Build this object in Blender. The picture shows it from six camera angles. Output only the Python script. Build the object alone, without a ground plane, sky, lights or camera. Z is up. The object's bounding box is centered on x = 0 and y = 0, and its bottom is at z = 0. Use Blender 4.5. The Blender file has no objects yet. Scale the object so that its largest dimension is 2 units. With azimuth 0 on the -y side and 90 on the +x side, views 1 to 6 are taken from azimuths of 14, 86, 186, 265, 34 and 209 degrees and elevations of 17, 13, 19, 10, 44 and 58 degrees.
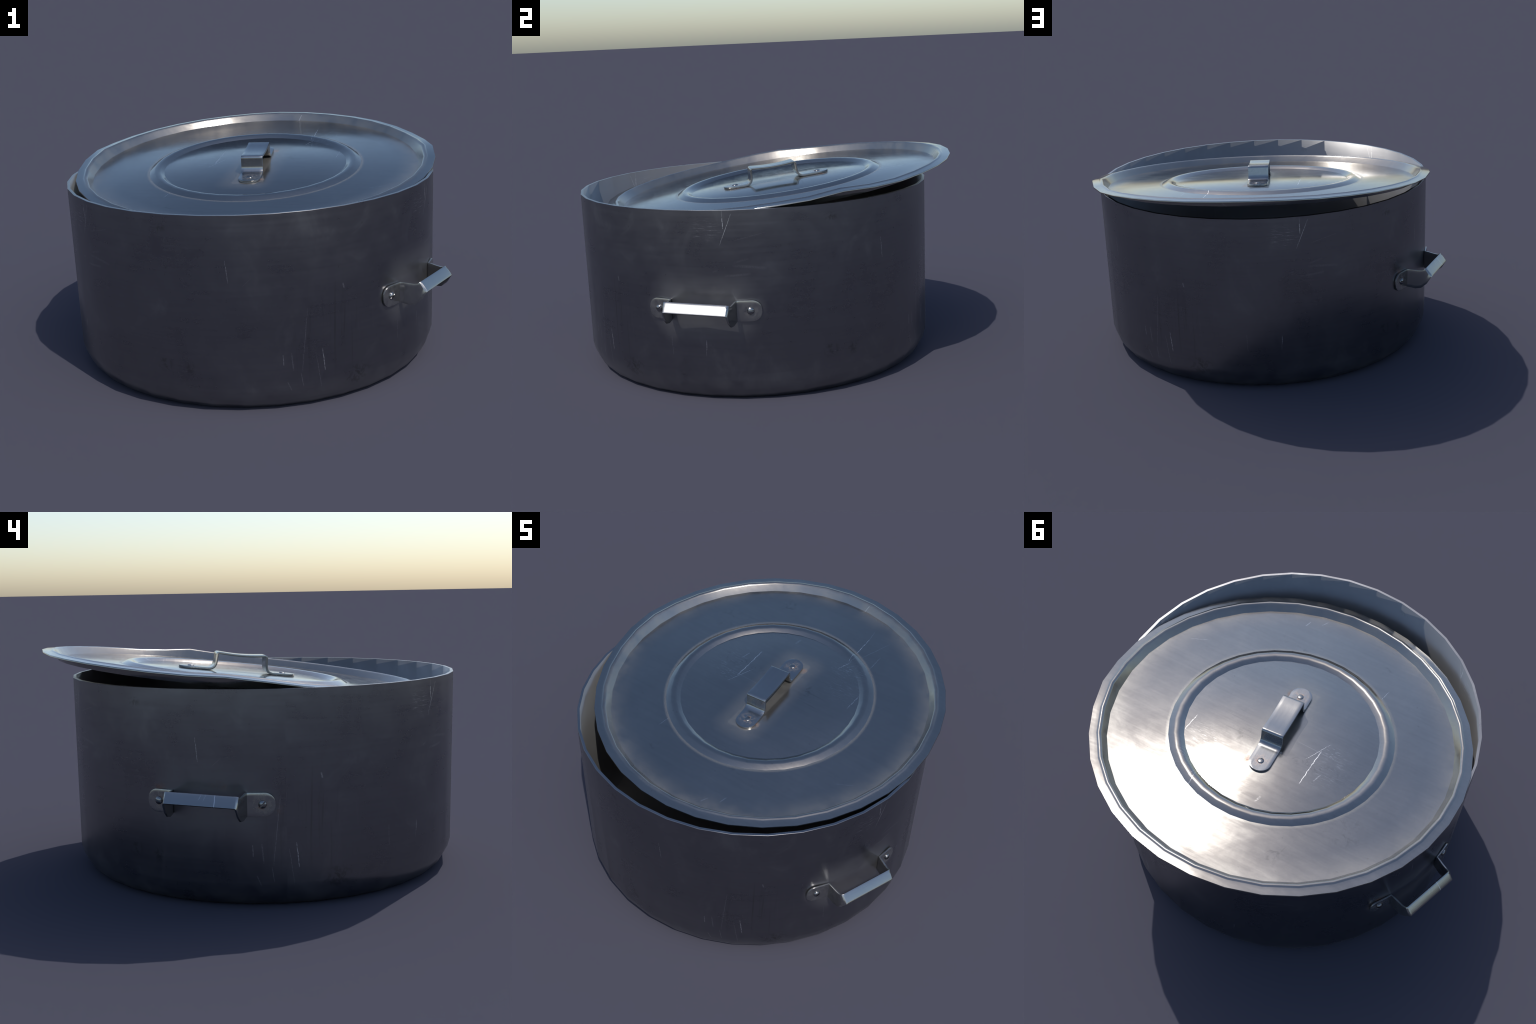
# A dented aluminium stock pot with two riveted strap handles and a pressed lid
# resting askew on its rim.
import bpy, bmesh, math
from math import sin, cos, radians, pi, sqrt
from mathutils import Vector, Matrix

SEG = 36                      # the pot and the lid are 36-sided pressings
POT_Y = -0.0667               # pot axis
POT_R, POT_H = 0.8972, 0.8925
WALL = 0.0125

# ------------------------------------------------------------------ materials
class Nodes:
    """Small helper to write node graphs as expressions."""
    def __init__(self, name):
        self.mat = bpy.data.materials.new(name)
        self.mat.use_nodes = True
        self.t = self.mat.node_tree
        self.t.nodes.clear()
        self.out = self.t.nodes.new('ShaderNodeOutputMaterial')
        self.co = self.t.nodes.new('ShaderNodeTexCoord').outputs['Object']

    def put(self, sock, v):
        if isinstance(v, bpy.types.NodeSocket):
            self.t.links.new(v, sock)
        else:
            sock.default_value = v

    def m(self, op, a, b=0.0, c=0.0, clamp=False):
        n = self.t.nodes.new('ShaderNodeMath')
        n.operation = op
        n.use_clamp = clamp
        for s, v in zip(n.inputs, (a, b, c)):
            self.put(s, v)
        return n.outputs[0]

    def xyz(self, v):
        n = self.t.nodes.new('ShaderNodeSeparateXYZ')
        self.put(n.inputs[0], v)
        return n.outputs

    def vec(self, x, y, z=0.0):
        n = self.t.nodes.new('ShaderNodeCombineXYZ')
        for s, v in zip(n.inputs, (x, y, z)):
            self.put(s, v)
        return n.outputs[0]

    def noise(self, v, scale, detail=3.0, rough=0.55, dist=0.0):
        n = self.t.nodes.new('ShaderNodeTexNoise')
        self.put(n.inputs['Vector'], v)
        n.inputs['Scale'].default_value = scale
        n.inputs['Detail'].default_value = detail
        n.inputs['Roughness'].default_value = rough
        n.inputs['Distortion'].default_value = dist
        return n.outputs['Fac']

    def scale(self, v, s):
        n = self.t.nodes.new('ShaderNodeVectorMath')
        n.operation = 'MULTIPLY'
        self.put(n.inputs[0], v)
        n.inputs[1].default_value = s
        return n.outputs[0]

    def ramp(self, f, lo, hi, a=0.0, b=1.0, smooth=True):
        n = self.t.nodes.new('ShaderNodeMapRange')
        n.interpolation_type = 'SMOOTHSTEP' if smooth else 'LINEAR'
        for s, v in zip(n.inputs, (f, lo, hi, a, b)):
            self.put(s, v)
        return n.outputs[0]

    def mix(self, f, a, b):
        n = self.t.nodes.new('ShaderNodeMix')
        n.data_type = 'RGBA'
        self.put(n.inputs[0], f)
        for s, v in ((n.inputs[6], a), (n.inputs[7], b)):
            self.put(s, v if isinstance(v, bpy.types.NodeSocket) else (*v, 1.0))
        return n.outputs[2]

    def mixf(self, f, a, b):
        n = self.t.nodes.new('ShaderNodeMix')
        self.put(n.inputs[0], f)
        self.put(n.inputs[2], a)
        self.put(n.inputs[3], b)
        return n.outputs[0]

    def finish(self, color, rough, metal, height=None, bump=0.05):
        p = self.t.nodes.new('ShaderNodeBsdfPrincipled')
        self.put(p.inputs['Base Color'], color if isinstance(color, bpy.types.NodeSocket) else (*color, 1))
        self.put(p.inputs['Roughness'], rough)
        self.put(p.inputs['Metallic'], metal)
        if height is not None:
            b = self.t.nodes.new('ShaderNodeBump')
            b.inputs['Strength'].default_value = bump
            b.inputs['Distance'].default_value = 0.01
            self.put(b.inputs['Height'], height)
            self.t.links.new(b.outputs[0], p.inputs['Normal'])
        self.t.links.new(p.outputs[0], self.out.inputs[0])
        return self.mat

def steel(n, tint, streak_co, base, rough, contrast=0.10):
    """Worn bare metal: blotches, brushed streaks and fine specks -> (colour, roughness, height)."""
    blot = n.noise(n.co, 3.2, 6.0, 0.6, 0.4)
    fine = n.noise(n.co, 90.0, 3.0, 0.7)
    brush = n.noise(streak_co, 1.0, 2.0, 0.6)
    speck = n.ramp(n.noise(n.co, 46.0, 2.0, 0.5), 0.735, 0.78)
    val = n.m('ADD', n.m('MULTIPLY', n.m('SUBTRACT', blot, 0.5), contrast * 2.2),
              n.m('MULTIPLY', n.m('SUBTRACT', brush, 0.5), contrast * 1.2))
    val = n.m('ADD', val, n.m('MULTIPLY', n.m('SUBTRACT', fine, 0.5), contrast * 0.9))
    col = n.mix(n.m('ADD', val, 0.5), tuple(base * t * 0.62 for t in tint), tuple(base * t * 1.38 for t in tint))
    col = n.mix(n.m('MULTIPLY', speck, 0.22), col, (base * 0.35, base * 0.34, base * 0.32))
    r = n.m('ADD', rough, n.m('MULTIPLY', n.m('SUBTRACT', blot, 0.5), 0.16))
    r = n.m('ADD', r, n.m('MULTIPLY', n.m('SUBTRACT', brush, 0.5), 0.07))
    return col, r, brush

def scratch(n, p, a, b, w, strength):
    """Thin line from a to b (in the 2D vector p), broken up along its length."""
    ax, ay = a
    vx, vy = b[0] - ax, b[1] - ay
    l2 = vx * vx + vy * vy
    x, y = p
    dx, dy = n.m('SUBTRACT', x, ax), n.m('SUBTRACT', y, ay)
    t = n.m('ADD', n.m('MULTIPLY', dx, vx / l2), n.m('MULTIPLY', dy, vy / l2), clamp=True)
    ex = n.m('MULTIPLY_ADD', t, -vx, dx)
    ey = n.m('MULTIPLY_ADD', t, -vy, dy)
    d = n.m('SQRT', n.m('ADD', n.m('MULTIPLY', ex, ex), n.m('MULTIPLY', ey, ey)))
    taper = n.m('MULTIPLY', n.m('MULTIPLY', t, n.m('SUBTRACT', 1.0, t)), 4.0)
    m = n.ramp(d, w, w * 0.25)
    return n.m('MULTIPLY', m, n.m('MULTIPLY', n.m('POWER', taper, 0.35), strength))

def blob(n, p, c, sx, sy, edge=1.0):
    """Soft elliptical patch."""
    x, y = p
    ex = n.m('DIVIDE', n.m('SUBTRACT', x, c[0]), sx)
    ey = n.m('DIVIDE', n.m('SUBTRACT', y, c[1]), sy)
    d = n.m('SQRT', n.m('ADD', n.m('MULTIPLY', ex, ex), n.m('MULTIPLY', ey, ey)))
    return n.ramp(d, 1.0, 1.0 - edge)

def box_dist(n, p, c, hx, hy):
    """Distance outside a rectangle."""
    x, y = p
    ex = n.m('MAXIMUM', n.m('SUBTRACT', n.m('ABSOLUTE', n.m('SUBTRACT', x, c[0])), hx), 0.0)
    ey = n.m('MAXIMUM', n.m('SUBTRACT', n.m('ABSOLUTE', n.m('SUBTRACT', y, c[1])), hy), 0.0)
    return n.m('SQRT', n.m('ADD', n.m('MULTIPLY', ex, ex), n.m('MULTIPLY', ey, ey)))

def total(n, parts):
    out = parts[0]
    for q in parts[1:]:
        out = n.m('MAXIMUM', out, q)
    return out

DUST = (0.235, 0.225, 0.20)
RUST = (0.20, 0.075, 0.035)
SCRATCH = (0.80, 0.80, 0.80)
ARC = radians(1) * 0.8964          # metres of wall per degree

def body_material(name, inside=False):
    n = Nodes(name)
    x, y, z = n.xyz(n.co)
    ang = n.m('ARCTAN2', y, x)                                   # -pi .. pi
    wrap = n.m('WRAP', n.m('MULTIPLY', ang, 180 / pi), 0.0, -120.0)   # the finish repeats three times round
    s = n.m('MULTIPLY', wrap, ARC)
    full = n.m('MULTIPLY', n.m('MULTIPLY', ang, 180 / pi), ARC)
    # brushed round the wall
    streak = n.vec(n.m('MULTIPLY', full, 3.0), n.m('MULTIPLY', z, 60.0), 0.0)
    col, rough, brush = steel(n, (0.985, 0.99, 1.05), streak, BODY_BASE, BODY_ROUGH, 0.11)
    # hanging streaks, wiped up and down
    drip = n.noise(n.vec(n.m('MULTIPLY', s, 34.0), n.m('MULTIPLY', z, 1.6), 3.0), 1.0, 5.0, 0.65, 0.6)
    zone = blob(n, (s, z), (-52 * ARC, 0.36), 0.36, 0.36, 1.0)
    dripm = n.m('MULTIPLY', n.m('SUBTRACT', drip, 0.5), n.m('MULTIPLY_ADD', zone, 0.9, 0.25))
    col = n.mix(n.ramp(dripm, -0.03, -0.30, 0.0, 0.7), col, (BODY_BASE * 0.62, BODY_BASE * 0.61, BODY_BASE * 0.60))
    col = n.mix(n.ramp(dripm, 0.05, 0.34, 0.0, 0.45), col, (BODY_BASE * 1.9, BODY_BASE * 1.9, BODY_BASE * 1.92))
    mott = n.noise(n.vec(n.m('MULTIPLY', full, 4.5), n.m('MULTIPLY', z, 3.2), 11.0), 1.0, 6.0, 0.62, 0.7)
    col = n.mix(n.ramp(mott, 0.42, 0.22, 0.0, 0.28), col, (BODY_BASE * 0.60, BODY_BASE * 0.60, BODY_BASE * 0.62))
    col = n.mix(n.ramp(mott, 0.55, 0.75, 0.0, 0.40), col, (BODY_BASE * 1.45, BODY_BASE * 1.50, BODY_BASE * 1.52))
    rough = n.m('ADD', rough, n.m('MULTIPLY', n.m('SUBTRACT', mott, 0.5), 0.16))
    # dark scuffs low on the wall
    grit = n.noise(n.vec(n.m('MULTIPLY', s, 30.0), n.m('MULTIPLY', z, 30.0), 7.0), 1.0, 6.0, 0.7, 0.8)
    scuff = total(n, [blob(n, (s, z), (-46.5 * ARC, 0.118), 0.10, 0.075),
                      blob(n, (s, z), (-102.6 * ARC, 0.215), 0.055, 0.05),
                      blob(n, (s, z), (-95.0 * ARC, 0.205), 0.036, 0.05),
                      blob(n, (s, z), (-101.5 * ARC, 0.832), 0.05, 0.03)])
    scuff = n.m('MULTIPLY', n.ramp(grit, 0.46, 0.60), scuff)
    col = n.mix(n.m('MULTIPLY', scuff, 0.55), col, (BODY_BASE * 0.42, BODY_BASE * 0.41, BODY_BASE * 0.38))
    # scratches
    wob = n.noise(n.vec(n.m('MULTIPLY', s, 40.0), n.m('MULTIPLY', z, 40.0), 1.0), 1.0, 3.0)
    p = (n.m('MULTIPLY_ADD', n.m('SUBTRACT', wob, 0.5), 0.006, s), z)
    D = lambda a, zz: (a * ARC, zz)
    marks = [(-13.0, .890, -13.0, .845, .0012, .45), (-13.0, .860, -12.9, .808, .0022, 1.0), (-10.4, .876, -14.1, .735, .0018, .75),
             (-9.8, .756, -1.1, .787, .0018, .14), (-10.7, .642, -1.0, .627, .008, .10), (-13.1, .595, -5.5, .602, .007, .11),
             (-10.4, .655, -6.0, .672, .006, .08), (-16.6, .612, -15.0, .622, .006, .08),
             (-30.6, .306, -30.4, .215, .0020, .22), (-19.5, .295, -19.6, .25, .0022, .75), (-19.7, .26, -19.8, .22, .0016, .35),
             (-68.8, .268, -68.7, .218, .0022, .6), (-66.4, .272, -66.0, .19, .0040, .26), (-61.5, .47, -63.5, .18, .0016, .36),
             (-57.5, .275, -56.8, .17, .0023, 1.0), (-59.4, .25, -58.0, .095, .0018, .30), (-63.9, .175, -63.3, .11, .0022, .3),
             (-67.8, .14, -66.6, .095, .0035, .26), (-83.4, .70, -82.8, .60, .0020, .6), (-50.9, .555, -50.6, .53, .005, .42),
             (-79.0, .585, -76.6, .62, .0015, .12)]
    sc = total(n, [scratch(n, p, D(a, b), D(c, d), w, k) for a, b, c, d, w, k in marks])
    gap = n.ramp(n.noise(n.vec(n.m('MULTIPLY', s, 150.0), n.m('MULTIPLY', z, 150.0), 0.0), 1.0, 2.0), 0.36, 0.52)
    sc = n.m('MULTIPLY', sc, n.m('MULTIPLY_ADD', gap, 0.75, 0.25))
    # rubbed patch of short level scratches below the rim
    rub = n.ramp(n.noise(n.vec(n.m('MULTIPLY', s, 26.0), n.m('MULTIPLY', z, 190.0), 0.0), 1.0, 4.0, 0.7), 0.52, 0.70)
    rub = n.m('MULTIPLY', rub, blob(n, (s, z), (-18.0 * ARC, 0.80), 0.10, 0.075))
    rough = n.mixf(sc, rough, 0.45)
    sc = n.m('MAXIMUM', sc, n.m('MULTIPLY', rub, 0.75))
    col = n.mix(sc, col, SCRATCH)
    met = 1.0
    if not inside:
        # dull dust and grime left round the two handles
        half = n.m('WRAP', n.m('MULTIPLY', ang, 180 / pi), 70.0, -110.0)   # both handles fold onto -20 deg
        q = (n.m('MULTIPLY', n.m('ADD', half, 20.0), ARC), z)
        cloud = n.noise(n.vec(n.m('MULTIPLY', full, 9.0), n.m('MULTIPLY', z, 9.0), 2.0), 1.0, 5.0, 0.6)
        wide = n.m('MULTIPLY', n.ramp(box_dist(n, q, (0, 0.445), 0.14, 0.05), 0.15, 0.0), 0.20)
        tight = n.m('MULTIPLY', n.ramp(box_dist(n, q, (0, 0.435), 0.235, 0.015), 0.062, 0.030), 0.09)
        dust = n.m('MULTIPLY', n.m('MAXIMUM', wide, tight), n.ramp(cloud, 0.2, 0.6, 0.55, 1.0))
        foot = n.m('MULTIPLY', n.ramp(z, 0.16, 0.02), n.ramp(cloud, 0.3, 0.7, 0.0, 0.14))
        dust = n.m('MAXIMUM', dust, foot)
        col = n.mix(dust, col, DUST)
        rough = n.mixf(dust, rough, 0.55)
        met = n.m('SUBTRACT', 1.0, n.m('MULTIPLY', dust, 0.85))
        # rust creeping out from under one handle
        g = (n.m('MULTIPLY', n.m('SUBTRACT', n.m('MULTIPLY', ang, 180 / pi), 160.0), ARC), z)
        rs = total(n, [blob(n, g, (-0.225, 0.488), 0.06, 0.035), blob(n, g, (0.275, 0.41), 0.045, 0.05), blob(n, g, (0.19, 0.49), 0.05, 0.02),
                       blob(n, g, (-0.26, 0.44), 0.03, 0.05), blob(n, g, (0.06, 0.51), 0.08, 0.03)])
        rs = n.m('MULTIPLY', rs, n.ramp(cloud, 0.42, 0.62, 0.0, 0.75))
        col = n.mix(rs, col, RUST)
        met = n.m('MULTIPLY', met, n.m('SUBTRACT', 1.0, n.m('MULTIPLY', rs, 0.9)))
    else:
        col = n.mix(0.5, col, (0.25, 0.247, 0.24))
        met = 0.6
        rough = n.m('ADD', rough, 0.06)
    return n.finish(col, rough, met)

def lid_material(name):
    n = Nodes(name)
    x, y, z = n.xyz(n.co)
    streak = n.vec(n.m('MULTIPLY', x, 5.0), n.m('MULTIPLY', y, 60.0), n.m('MULTIPLY', z, 20.0))
    col, rough, brush = steel(n, (1.03, 1.0, 0.955), streak, LID_BASE, LID_ROUGH, 0.13)
    smear = n.noise(n.vec(n.m('MULTIPLY', x, 5.0), n.m('MULTIPLY', y, 7.0), 4.0), 1.0, 6.0, 0.65, 1.2)
    rough = n.m('ADD', rough, n.m('MULTIPLY', n.m('SUBTRACT', smear, 0.5), 0.14))
    # stains
    grit = n.noise(n.co, 26.0, 6.0, 0.7, 0.8)
    P = (x, y)
    stain = total(n, [blob(n, P, (0.295, -0.536), 0.05, 0.05), blob(n, P, (0.20, -0.535), 0.09, 0.03), blob(n, P, (-0.257, -0.619), 0.04, 0.06),
                      blob(n, P, (-0.20, 0.10), 0.30, 0.06), blob(n, P, (0.15, 0.12), 0.13, 0.09), blob(n, P, (-0.5, 0.35), 0.14, 0.12), blob(n, P, (-0.3, 0.62), 0.06, 0.12)])
    stain = n.m('MULTIPLY', n.ramp(grit, 0.50, 0.66), stain)
    col = n.mix(n.m('MULTIPLY', stain, 0.45), col, (LID_BASE * 0.5, LID_BASE * 0.5, LID_BASE * 0.48))
    bars = n.ramp(n.noise(n.vec(n.m('MULTIPLY', x, 5.0), n.m('MULTIPLY', y, 70.0), 9.0), 1.0, 3.0, 0.6), 0.5, 0.68)
    bars = n.m('MULTIPLY', bars, n.m('MAXIMUM', blob(n, P, (0.17, 0.10), 0.16, 0.10), blob(n, P, (0.24, 0.02), 0.16, 0.08)))
    col = n.mix(n.m('MULTIPLY', bars, 0.4), col, (LID_BASE * 0.55, LID_BASE * 0.55, LID_BASE * 0.55))
    # scratches
    wob = n.noise(n.co, 38.0, 3.0)
    p = (n.m('MULTIPLY_ADD', n.m('SUBTRACT', wob, 0.5), 0.010, x), y)
    marks = [(.208, .70, .216, .62, .0016, .35), (.216, .63, .217, .495, .0026, 1.0), (.217, .50, .211, .48, .0016, .6), (.211, .482, .218, .414, .002, .8),
             (.198, .345, .227, .41, .0018, .9), (.227, .41, .236, .455, .0015, .5), (.258, .482, .328, .66, .0014, .35),
             (-.214, .226, -.212, .105, .0024, .95), (-.212, .12, -.214, .004, .0026, 1.0), (-.233, -.055, -.172, .085, .0017, .7),
             (.401, .23, .397, .12, .0022, .65), (.341, .54, .338, .43, .0020, .45), (-.325, -.505, -.314, -.44, .002, .5),
             (.155, -.78, .175, -.74, .003, .3), (.235, -.73, .245, -.69, .003, .3), (-.275, .13, -.262, .18, .004, .35), (-.10, .38, -.09, .42, .007, .2),
             (.06, .80, .085, .84, .0025, .5), (-.05, -.20, .03, -.195, .0015, .25), (-.33, .02, -.09, .012, .0016, .22), (.62, -.33, .70, -.29, .002, .25)]
    sc = total(n, [scratch(n, p, (a, b), (c, d), w, k) for a, b, c, d, w, k in marks])
    gap = n.ramp(n.noise(n.co, 150.0, 2.0), 0.36, 0.52)
    sc = n.m('MULTIPLY', sc, n.m('MULTIPLY_ADD', gap, 0.75, 0.25))
    rub = n.ramp(n.noise(n.vec(n.m('MULTIPLY', x, 26.0), n.m('MULTIPLY', y, 130.0), 0.0), 1.0, 4.0, 0.7), 0.52, 0.68)
    rubz = total(n, [blob(n, P, (0.26, 0.36), 0.15, 0.09), blob(n, P, (-0.265, -0.01), 0.08, 0.07), n.m('MULTIPLY', blob(n, P, (-0.30, 0.08), 0.16, 0.2), 0.35),
                     n.m('MULTIPLY', blob(n, P, (0.30, 0.22), 0.16, 0.14), 0.45)])
    sc = n.m('MAXIMUM', sc, n.m('MULTIPLY', n.m('MULTIPLY', rub, rubz), 0.42))
    sc = n.m('MULTIPLY', sc, 0.8)
    col = n.mix(sc, col, (0.90, 0.90, 0.90))
    rough = n.mixf(sc, rough, 0.5)
    # dust in the gutter along the wall and round the strap
    r = n.m('SQRT', n.m('ADD', n.m('MULTIPLY', x, x), n.m('MULTIPLY', y, y)))
    cloud = n.noise(n.co, 7.0, 5.0, 0.6)
    gut = n.m('MULTIPLY', n.m('POWER', n.ramp(r, 0.70, 0.822, 0, 1, False), 2.0), n.ramp(r, 0.875, 0.835))
    gut = n.m('MULTIPLY', gut, n.ramp(cloud, 0.30, 0.66, 0.05, 0.26))
    ring = n.m('MULTIPLY', n.ramp(r, 0.535, 0.539), n.ramp(r, 0.556, 0.541))
    strap = box_dist(n, P, (0.012, -0.012), 0.050, 0.275)
    st = n.m('MULTIPLY', n.m('MAXIMUM', n.m('MULTIPLY', n.ramp(strap, 0.028, 0.004), 0.30), n.m('MULTIPLY', n.ramp(strap, 0.11, 0.0), 0.16)),
             n.ramp(cloud, 0.2, 0.6, 0.6, 1.0))
    dust = total(n, [gut, n.m('MULTIPLY', ring, 0.25), st])
    col = n.mix(dust, col, DUST)
    rough = n.mixf(dust, rough, 0.5)
    met = n.m('SUBTRACT', 1.0, n.m('MULTIPLY', dust, 0.85))
    rs = total(n, [blob(n, P, (0.080, -0.237), 0.028, 0.035), blob(n, P, (0.062, 0.225), 0.022, 0.03)])
    rs = n.m('MULTIPLY', rs, n.ramp(grit, 0.36, 0.58, 0.1, 0.8))
    col = n.mix(rs, col, RUST)
    met = n.m('MULTIPLY', met, n.m('SUBTRACT', 1.0, rs))
    return n.finish(col, rough, met)

def strap_material(name, rivets, plane, rust, line=None):
    """Polished strap; plane picks the two object axes in which the rivet centres are given."""
    n = Nodes(name)
    c = n.xyz(n.co)
    P = (c[plane[0]], c[plane[1]])
    streak = n.scale(n.co, (60.0, 6.0, 60.0))
    col, rough, brush = steel(n, (0.99, 1.0, 1.0), streak, STRAP_BASE, STRAP_ROUGH, 0.10)
    grit = n.noise(n.co, 42.0, 5.0, 0.7)
    rings = []
    for cx, cy in rivets:
        dx, dy = n.m('SUBTRACT', P[0], cx), n.m('SUBTRACT', P[1], cy)
        d = n.m('SQRT', n.m('ADD', n.m('MULTIPLY', dx, dx), n.m('MULTIPLY', dy, dy)))
        rings.append(n.m('MULTIPLY', n.ramp(d, 0.023, 0.018), 1.0))
        rings.append(n.m('MULTIPLY', n.ramp(d, 0.055, 0.016), 0.55))
    rs = n.m('MULTIPLY', total(n, rings), n.ramp(grit, 0.42, 0.62, 0.0, rust))
    col = n.mix(rs, col, RUST)
    met = n.m('SUBTRACT', 1.0, n.m('MULTIPLY', rs, 0.8))
    rough = n.mixf(rs, rough, 0.55)
    if plane == (1, 2):      # grime on the pads that lie on the wall
        g = n.m('MULTIPLY', n.ramp(n.m('ABSOLUTE', c[1]), 0.13, 0.16), n.ramp(grit, 0.25, 0.7, 0.05, 0.16))
        col = n.mix(g, col, DUST)
        met = n.m('MULTIPLY', met, n.m('SUBTRACT', 1.0, n.m('MULTIPLY', g, 0.8)))
        rough = n.mixf(g, rough, 0.5)
    if line:
        wob = n.noise(n.co, 30.0, 3.0)
        p = (n.m('MULTIPLY_ADD', n.m('SUBTRACT', wob, 0.5), 0.006, c[1]), c[2])
        sc = total(n, [scratch(n, p, a, b, w, k) for a, b, w, k in line])
        col = n.mix(sc, col, SCRATCH)
        rough = n.mixf(sc, rough, 0.5)
    return n.finish(col, rough, met, brush, 0.02)

def screw_material(name):
    n = Nodes(name)
    col, rough, brush = steel(n, (1.0, 1.0, 1.0), n.scale(n.co, (200.0, 200.0, 200.0)), STRAP_BASE * 0.8, 0.26, 0.10)
    return n.finish(col, rough, 1.0, brush, 0.02)

BODY_BASE, BODY_ROUGH = 0.25, 0.30
LID_BASE, LID_ROUGH = 0.30, 0.15
STRAP_BASE, STRAP_ROUGH = 0.34, 0.20
MAT_BODY = body_material('brushed_aluminium_wall')
MAT_INSIDE = body_material('dull_aluminium_inside', True)
MAT_LID = lid_material('pressed_aluminium_lid')
PADS = [(-0.2155, 0.436), (0.2155, 0.436)]
MAT_HANDLE = strap_material('steel_handle', PADS, (1, 2), 0.12)
MAT_HANDLE_RUSTY = strap_material('steel_handle_rusty', PADS, (1, 2), 0.75,
                                  [((0.052, 0.50), (0.060, 0.44), 0.0022, 0.9), ((0.004, 0.50), (-0.008, 0.47), 0.0014, 0.4), ((0.02, 0.495), (0.01, 0.465), 0.0012, 0.3)])
MAT_STRAP = strap_material('steel_lid_strap', [(0.0, -0.2325), (0.0, 0.2115)], (0, 1), 0.7)
MAT_SCREW = screw_material('steel_screw')

# ------------------------------------------------------------------ mesh tools
def make_object(name, bm, mats, parent=None, angle=35.0):
    bmesh.ops.recalc_face_normals(bm, faces=bm.faces)
    me = bpy.data.meshes.new(name)
    bm.to_mesh(me)
    bm.free()
    for m in mats:
        me.materials.append(m)
    me.shade_smooth()
    if angle is not None:
        me.set_sharp_from_angle(angle=radians(angle))
    ob = bpy.data.objects.new(name, me)
    bpy.context.collection.objects.link(ob)
    ob.parent = parent
    return ob

def empty(name, loc, label, category):
    e = bpy.data.objects.new(name, None)
    e.empty_display_size = 0.1
    e.location = loc
    bpy.context.collection.objects.link(e)
    e['label'] = label
    e['category'] = category
    return e

def lathe(bm, profile, seg, phase=0.0, warp=None, mat_of=None):
    """Revolve (radius, height) points; radius 0 closes with a pole."""
    rings = []
    for i, (r, z) in enumerate(profile):
        if r == 0.0:
            rings.append([bm.verts.new((0, 0, z))])
            continue
        ring = []
        for k in range(seg):
            a = phase + 2 * pi * k / seg
            dz = warp(i, k) if warp else 0.0
            ring.append(bm.verts.new((r * cos(a), r * sin(a), z + dz)))
        rings.append(ring)
    for i in range(len(rings) - 1):
        A, B = rings[i], rings[i + 1]
        mi = mat_of(i) if mat_of else 0
        for k in range(seg):
            j = (k + 1) % seg
            if len(A) == 1 and len(B) == 1:
                continue
            if len(A) == 1:
                f = bm.faces.new((A[0], B[k], B[j]))
            elif len(B) == 1:
                f = bm.faces.new((A[k], A[j], B[0]))
            else:
                f = bm.faces.new((A[k], A[j], B[j], B[k]))
            f.material_index = mi
    return rings

def sheet(bm, rows, thick):
    """Closed thin plate from a grid of mid-surface points (rows of columns)."""
    nr, nc = len(rows), len(rows[0])
    P = [[Vector(p) for p in row] for row in rows]
    def normal(i, j):
        a = P[min(i + 1, nr - 1)][j] - P[max(i - 1, 0)][j]
        b = P[i][min(j + 1, nc - 1)] - P[i][max(j - 1, 0)]
        if a.length < 1e-7 or b.length < 1e-7:
            return None
        return a.cross(b).normalized()
    N = [[normal(i, j) for j in range(nc)] for i in range(nr)]
    mid = nc // 2
    for i in range(nr):
        for j in range(nc):
            if N[i][j] is None:
                N[i][j] = N[min(max(i, 1), nr - 2)][mid]
    top = [[bm.verts.new(P[i][j] + N[i][j] * thick / 2) for j in range(nc)] for i in range(nr)]
    bot = [[bm.verts.new(P[i][j] - N[i][j] * thick / 2) for j in range(nc)] for i in range(nr)]
    for i in range(nr - 1):
        for j in range(nc - 1):
            bm.faces.new((top[i][j], top[i + 1][j], top[i + 1][j + 1], top[i][j + 1]))
            bm.faces.new((bot[i][j], bot[i][j + 1], bot[i + 1][j + 1], bot[i + 1][j]))
    for i in range(nr - 1):
        bm.faces.new((top[i][0], bot[i][0], bot[i + 1][0], top[i + 1][0]))
        bm.faces.new((top[i][-1], top[i + 1][-1], bot[i + 1][-1], bot[i][-1]))
    for j in range(nc - 1):
        bm.faces.new((top[0][j], top[0][j + 1], bot[0][j + 1], bot[0][j]))
        bm.faces.new((top[-1][j], bot[-1][j], bot[-1][j + 1], top[-1][j + 1]))

def fillet_path(pts, radii, steps=4):
    """Polyline with rounded corners (2D)."""
    out = [Vector(pts[0])]
    for i in range(1, len(pts) - 1):
        p = Vector(pts[i])
        a = (Vector(pts[i - 1]) - p)
        b = (Vector(pts[i + 1]) - p)
        r = radii[i - 1]
        if r <= 0:
            out.append(p)
            continue
        A, B = p + a.normalized() * r, p + b.normalized() * r
        for s in range(steps + 1):
            t = s / steps
            out.append(A * (1 - t) ** 2 + p * 2 * t * (1 - t) + B * t ** 2)
    out.append(Vector(pts[-1]))
    return out

# ------------------------------------------------------------------ the pot
pot = empty('cooking_pot', (0, POT_Y, 0),
            'large worn grey aluminium stock pot with two strap handles', 'cooking pot')

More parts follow.
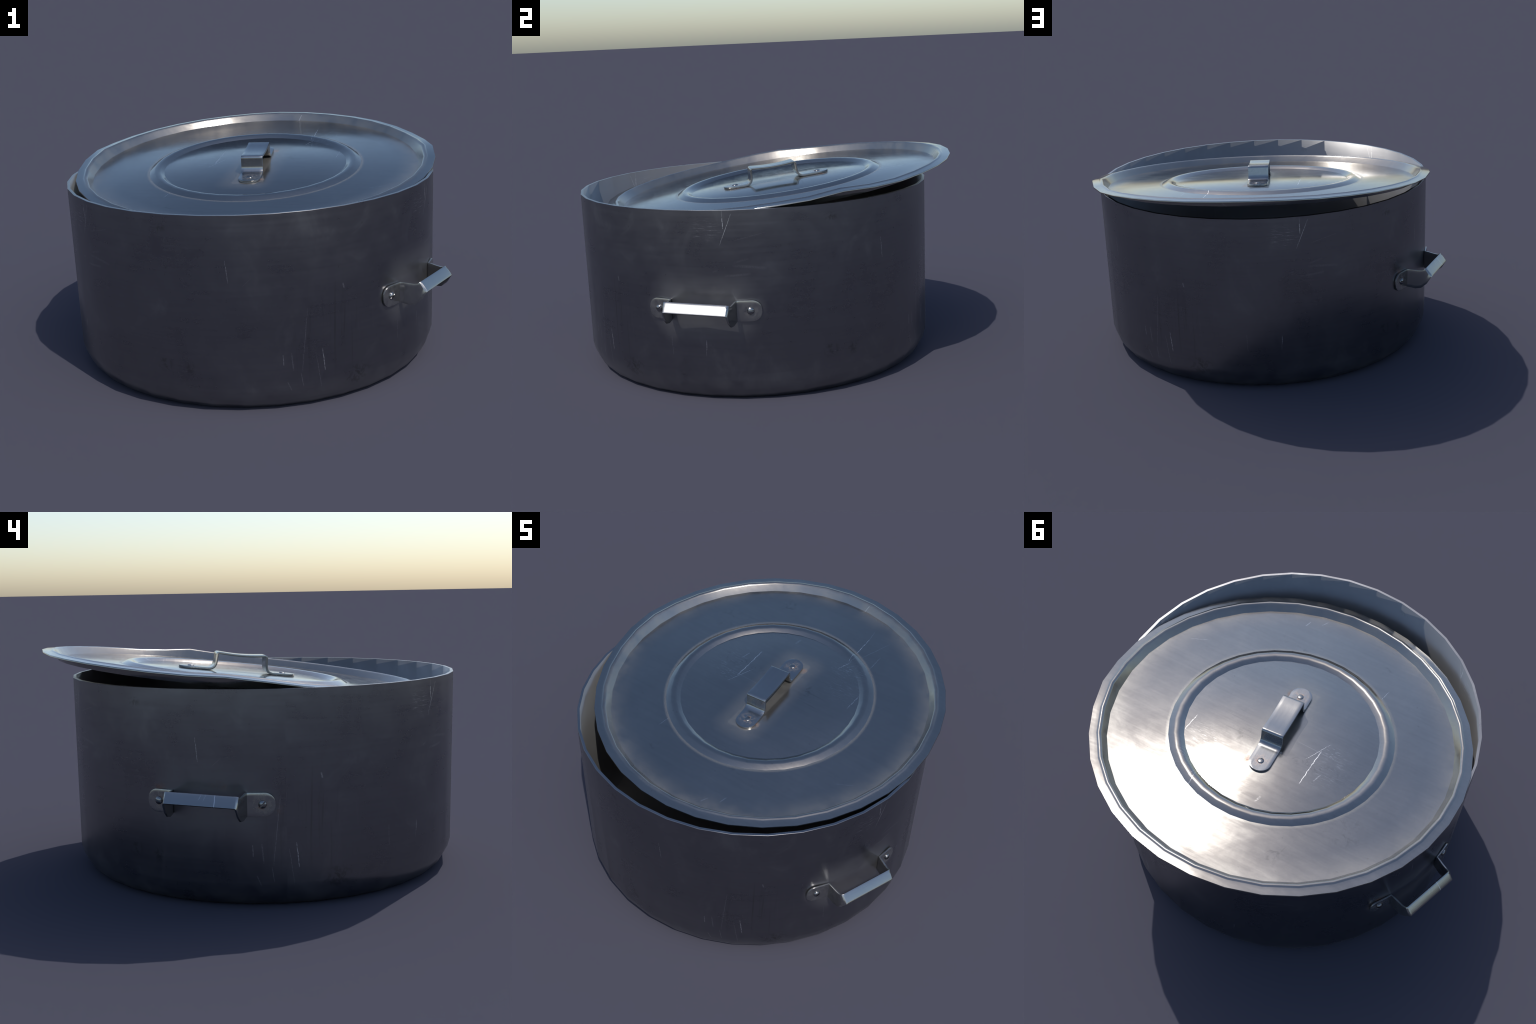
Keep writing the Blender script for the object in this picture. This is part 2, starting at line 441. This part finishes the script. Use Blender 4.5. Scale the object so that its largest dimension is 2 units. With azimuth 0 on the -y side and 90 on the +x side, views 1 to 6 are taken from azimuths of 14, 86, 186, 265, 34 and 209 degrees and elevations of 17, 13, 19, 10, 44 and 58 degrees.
bm = bmesh.new()
Ri = POT_R - WALL
pot_profile = [(0.0, 0.0), (0.60, 0.0), (0.829, 0.0), (0.8485, 0.013), (0.8685, 0.036),
               (0.8865, 0.070), (POT_R, 0.112), (POT_R, POT_H - 0.001), (POT_R - 0.001, POT_H),
               (Ri, POT_H), (Ri, 0.10), (Ri - 0.010, 0.050),
               (Ri - 0.045, 0.018), (0.60, 0.014), (0.0, 0.014)]
lathe(bm, pot_profile, SEG, mat_of=lambda i: 1 if i >= 9 else 0)
body = make_object('pot_body', bm, [MAT_BODY, MAT_INSIDE], pot, 40)
# inside wall's rim normals bent upward to draw a sawtooth of sunlight there
me = body.data
nrm = [Vector(c.vector) for c in me.corner_normals]
LEAN = radians(48)
for p in me.polygons:
    if p.material_index == 1:
        for li in p.loop_indices:
            v = me.vertices[me.loops[li].vertex_index].co
            if v.z > POT_H - 0.002:
                d = Vector((-v.x, -v.y, 0)).normalized()
                nrm[li] = d * cos(LEAN) + Vector((0, 0, sin(LEAN)))
me.normals_split_custom_set(nrm)


# --- strap handle: local frame x = outward, y = along the wall, z = up
def handle_mesh():
    bm = bmesh.new()
    T = 0.0075
    rm = POT_R + T / 2 + 0.0008
    zc, hh, cr = 0.435, 0.048, 0.044
    a_end, a_bend = radians(17.2), radians(9.9)
    NC = 7
    rows = []
    def column(top, bottom, y):
        (n0, z0), (n1, z1) = top, bottom
        return [(n0 + (n1 - n0) * j / (NC - 1), y, z0 + (z1 - z0) * j / (NC - 1)) for j in range(NC)]
    # pad, wrapped on the wall, with a rounded free end
    for d in [0.0, 0.003, 0.008, 0.016, 0.026, 0.036, 0.046, 0.07, 0.09]:
        a = a_end - d / rm
        h = hh - (cr - sqrt(max(cr * cr - (cr - d) ** 2, 0.0))) if d < cr else hh
        n, y = rm * cos(a), rm * sin(a)
        rows.append(column((n, zc + h), (n, zc - h), y))
    # arm: standing out from the wall, its lower edge curling up to the grip
    yb = rm * sin(a_bend)
    nb = rm * cos(a_bend)
    top = [(nb, 0.483), (nb + 0.02, 0.4825), (0.935, 0.480), (0.958, 0.479), (0.970, 0.481), (0.978, 0.488)]
    bot = [(nb, 0.387), (nb + 0.02, 0.385), (0.932, 0.380), (0.962, 0.385), (0.990, 0.409), (1.011, 0.443)]
    for i, (t, b) in enumerate(zip(top, bot)):
        rows.append(column(t, b, yb - 0.008 * i / 5))
    yg = yb - 0.008
    half = rows[:]
    top_g, bot_g = (0.9805, 0.4885), (1.0145, 0.4485)
    def bowed(y):
        c = column(top_g, bot_g, y)
        return [(a + 0.0009 * (1 - (j / 3 - 1) ** 2) * 0.76, b, d + 0.0009 * (1 - (j / 3 - 1) ** 2) * 0.65) for j, (a, b, d) in enumerate(c)]
    grip = [bowed(yg - 0.005), bowed(yg - 0.012), bowed(yg * 0.4)]
    rows = half + grip + [[(x, -y, z) for x, y, z in r] for r in reversed(grip)] \
        + [[(x, -y, z) for x, y, z in r] for r in reversed(half)]
    # the grip has been pulled a little out of true
    def rack(p):
        x, y, z = p
        w = min(max((x - 0.90) / 0.08, 0.0), 1.0)
        return (x - 0.022 * y * w, y - 0.003 * w, z - 0.038 * y * w)
    sheet(bm, [[rack(p) for p in r] for r in rows], T)
    return bm

def bevel(ob, w, ang=40.0, segs=2):
    m = ob.modifiers.new('bevel', 'BEVEL')
    m.width = w
    m.segments = segs
    m.limit_method = 'ANGLE'
    m.angle_limit = radians(ang)
    m.harden_normals = False
    bake(ob)

def bake(ob):
    dg = bpy.context.evaluated_depsgraph_get()
    me = bpy.data.meshes.new_from_object(ob.evaluated_get(dg))
    ob.modifiers.clear()
    old = ob.data
    ob.data = me
    me.name = old.name
    bpy.data.meshes.remove(old)

def dome(bm, r, h, seg=20, rings=6, flat=0.0):
    prof = [(r, -0.004), (r, 0.001)]
    for i in range(1, rings):
        a = pi / 2 * i / rings
        prof.append((r * cos(a), 0.001 + h * sin(a)))
    prof.append((0.0, 0.001 + h))
    prof = [(0.0, -0.004)] + prof
    lathe(bm, prof, seg)

def slotted_screw(name):
    bm = bmesh.new()
    dome(bm, 0.0168, 0.0095)
    ob = make_object(name, bm, [MAT_SCREW])
    cb = bmesh.new()
    bmesh.ops.create_cube(cb, size=1.0, matrix=Matrix.Translation((0, 0, 0.0125)) @ Matrix.Diagonal((0.06, 0.0058, 0.016, 1)))
    cut = make_object('slot_cutter', cb, [MAT_SCREW])
    m = ob.modifiers.new('slot', 'BOOLEAN')
    m.operation = 'DIFFERENCE'
    m.object = cut
    m.solver = 'EXACT'
    bake(ob)
    bpy.data.objects.remove(cut)
    ob.data.shade_smooth()
    ob.data.set_sharp_from_angle(angle=radians(40))
    return ob

screw0 = slotted_screw('screw')
screw_used = False
hm = make_object('handle', handle_mesh(), [MAT_HANDLE], pot, 35)
bevel(hm, 0.0022)
hm.data.shade_smooth()
hm.data.set_sharp_from_angle(angle=radians(50))
slots = {0: (35, 5), 1: (-20, 50)}
for side in range(2):
    h = hm if side == 0 else hm.copy()
    if side:
        bpy.context.collection.objects.link(h)
        h.data = hm.data.copy()          # same strap, rustier steel
        h.data.materials[0] = MAT_HANDLE_RUSTY
    h.name = 'handle'
    h.rotation_euler = (0, 0, radians(-20 + 180 * side))
    for s, sign in enumerate((-1, 1)):
        sc = screw0 if not screw_used else screw0.copy()
        if screw_used:
            bpy.context.collection.objects.link(sc)
        screw_used = True
        sc.name = 'screw'
        sc.parent = h
        a = sign * radians(13.9)
        # local z points outward from the wall
        M = Matrix.Rotation(a, 4, 'Z') @ Matrix.Translation((POT_R + 0.0085, 0, 0.436)) \
            @ Matrix.Rotation(pi / 2, 4, 'Y') @ Matrix.Rotation(radians(90 + slots[side][s]), 4, 'Z')
        sc.matrix_local = M

# ------------------------------------------------------------------ the lid
lid = empty('pot_lid', (-0.0055, 0.0655, 0.915), 'dented round pressed metal lid with raised ring and strap handle', 'pot lid')
LID_SPIN = radians(3.6)
lid.rotation_euler = (math.atan(0.1113), math.atan(0.0045), 0)

# knocks in the flange: height change of each rim corner
dents = {35: 0.002, 0: 0.003, 1: 0.013, 2: 0.0, 3: -0.006, 4: -0.004, 5: -0.002, 6: -0.001, 8: 0.002, 9: 0.003,
         10: 0.002, 14: 0.001, 15: 0.002, 16: 0.005, 17: 0.013, 18: 0.009, 19: 0.002}
FLOOR = -0.026
lid_top = [(0.0, FLOOR), (0.22, FLOOR), (0.40, FLOOR), (0.464, FLOOR), (0.482, FLOOR + 0.0110), (0.489, FLOOR + 0.0138),
           (0.498, FLOOR + 0.0147), (0.508, FLOOR + 0.0143), (0.514, FLOOR + 0.0125), (0.5385, FLOOR), (0.56, FLOOR), (0.70, FLOOR),
           (0.79, FLOOR), (0.8225, FLOOR), (0.845, 0.002), (0.850, 0.0070), (0.857, 0.0092),
           (0.8625, 0.0080), (0.8665, 0.0056), (0.870, 0.0048), (0.886, 0.0028), (0.9032, 0.0006), (0.904, -0.0004)]
lid_bottom = [(0.904, -0.0050), (0.897, -0.0045), (0.872, 0.0000), (0.858, 0.0040), (0.849, 0.000), (0.842, -0.018), (0.830, -0.0325), (0.70, -0.0325), (0.0, -0.0325)]
lid_profile = lid_top + lid_bottom
def lid_warp(i, k):
    r, z = lid_profile[i]
    w = min(max((r - 0.822) / (0.85 - 0.822), 0.0), 1.0)
    if i >= len(lid_top) and r < 0.845:
        w = 0.0
    return dents.get(k, 0.0) * w
bm = bmesh.new()
lathe(bm, lid_profile, SEG, LID_SPIN, lid_warp)
plate = make_object('lid_plate', bm, [MAT_LID], lid, 40)
# pressed creases stay crisp; flat floor's normals leaned outward to place the sun highlight
me = plate.data
for e in me.edges:
    va, vb = (me.vertices[i].co for i in e.vertices)
    ra, rb = va.xy.length, vb.xy.length
    if abs(ra - rb) < 1e-4 and min(abs(ra - c) for c in (0.464, 0.5385, 0.8225)) < 1e-3 and va.z > FLOOR - 0.004:
        e.use_edge_sharp = True
nrm = [Vector(c.vector) for c in me.corner_normals]
def floor_lean(r):
    if r < 0.47:
        return radians(8.8) * min(r / 0.40, 1.0)
    if r < 0.72:
        return radians(6.4)
    return radians(6.4 - 4.8 * (r - 0.70) / 0.1225)
for p in me.polygons:
    if p.normal.z > 0.9995 and p.center.z > FLOOR - 0.004:
        for li in p.loop_indices:
            v = me.vertices[me.loops[li].vertex_index].co
            r = v.xy.length
            if r > 1e-4:
                a = floor_lean(r)
                nrm[li] = Vector((v.x / r * sin(a), v.y / r * sin(a), cos(a)))
me.normals_split_custom_set(nrm)

# strap handle: path along local y, height z
bm = bmesh.new()
TS = 0.0105
z_foot = FLOOR + 0.0015 + TS / 2
path = fillet_path([(-0.292, z_foot), (-0.147, z_foot), (-0.142, 0.0605), (-0.022, 0.0500), (0.0935, 0.0590), (0.098, z_foot), (0.268, z_foot)],
                   [0.036, 0.009, 0.07, 0.009, 0.036], 6)
# extra stations at the rounded feet
def densify(path):
    r = 0.05
    a, b = path[0], path[-1]
    st = [0.0, 0.0015, 0.005, 0.011, 0.02, 0.032, 0.044, 0.054]
    return [a + Vector((d, 0)) for d in st] + path[1:-1] + [b - Vector((d, 0)) for d in reversed(st)]
path = densify(path)
y0, y1 = path[0][0], path[-1][0]
rows = []
HW = 0.0535
for p in path:
    d = min(p[0] - y0, y1 - p[0])
    cr = 0.050
    w = HW - (cr - sqrt(max(cr * cr - (cr - d) ** 2, 0.0))) if d < cr else HW
    rows.append([(w * (2 * j / 6 - 1), p[0], p[1]) for j in range(7)])
sheet(bm, rows, TS)
strap = make_object('lid_handle', bm, [MAT_STRAP], lid, 35)
bevel(strap, 0.002, 60)
strap.data.shade_smooth()
strap.data.set_sharp_from_angle(angle=radians(50))
strap.location = (0.0115, 0.001, 0)
strap.rotation_euler = (0, 0, LID_SPIN + radians(0.4))

bm = bmesh.new()
dome(bm, 0.0155, 0.0042)
rivet = make_object('rivet', bm, [MAT_SCREW], strap, 40)
rivet.location = (0, -0.2325, z_foot + TS / 2)
r2 = rivet.copy()
r2.name = 'rivet'
bpy.context.collection.objects.link(r2)
r2.location = (0, 0.2115, z_foot + TS / 2)
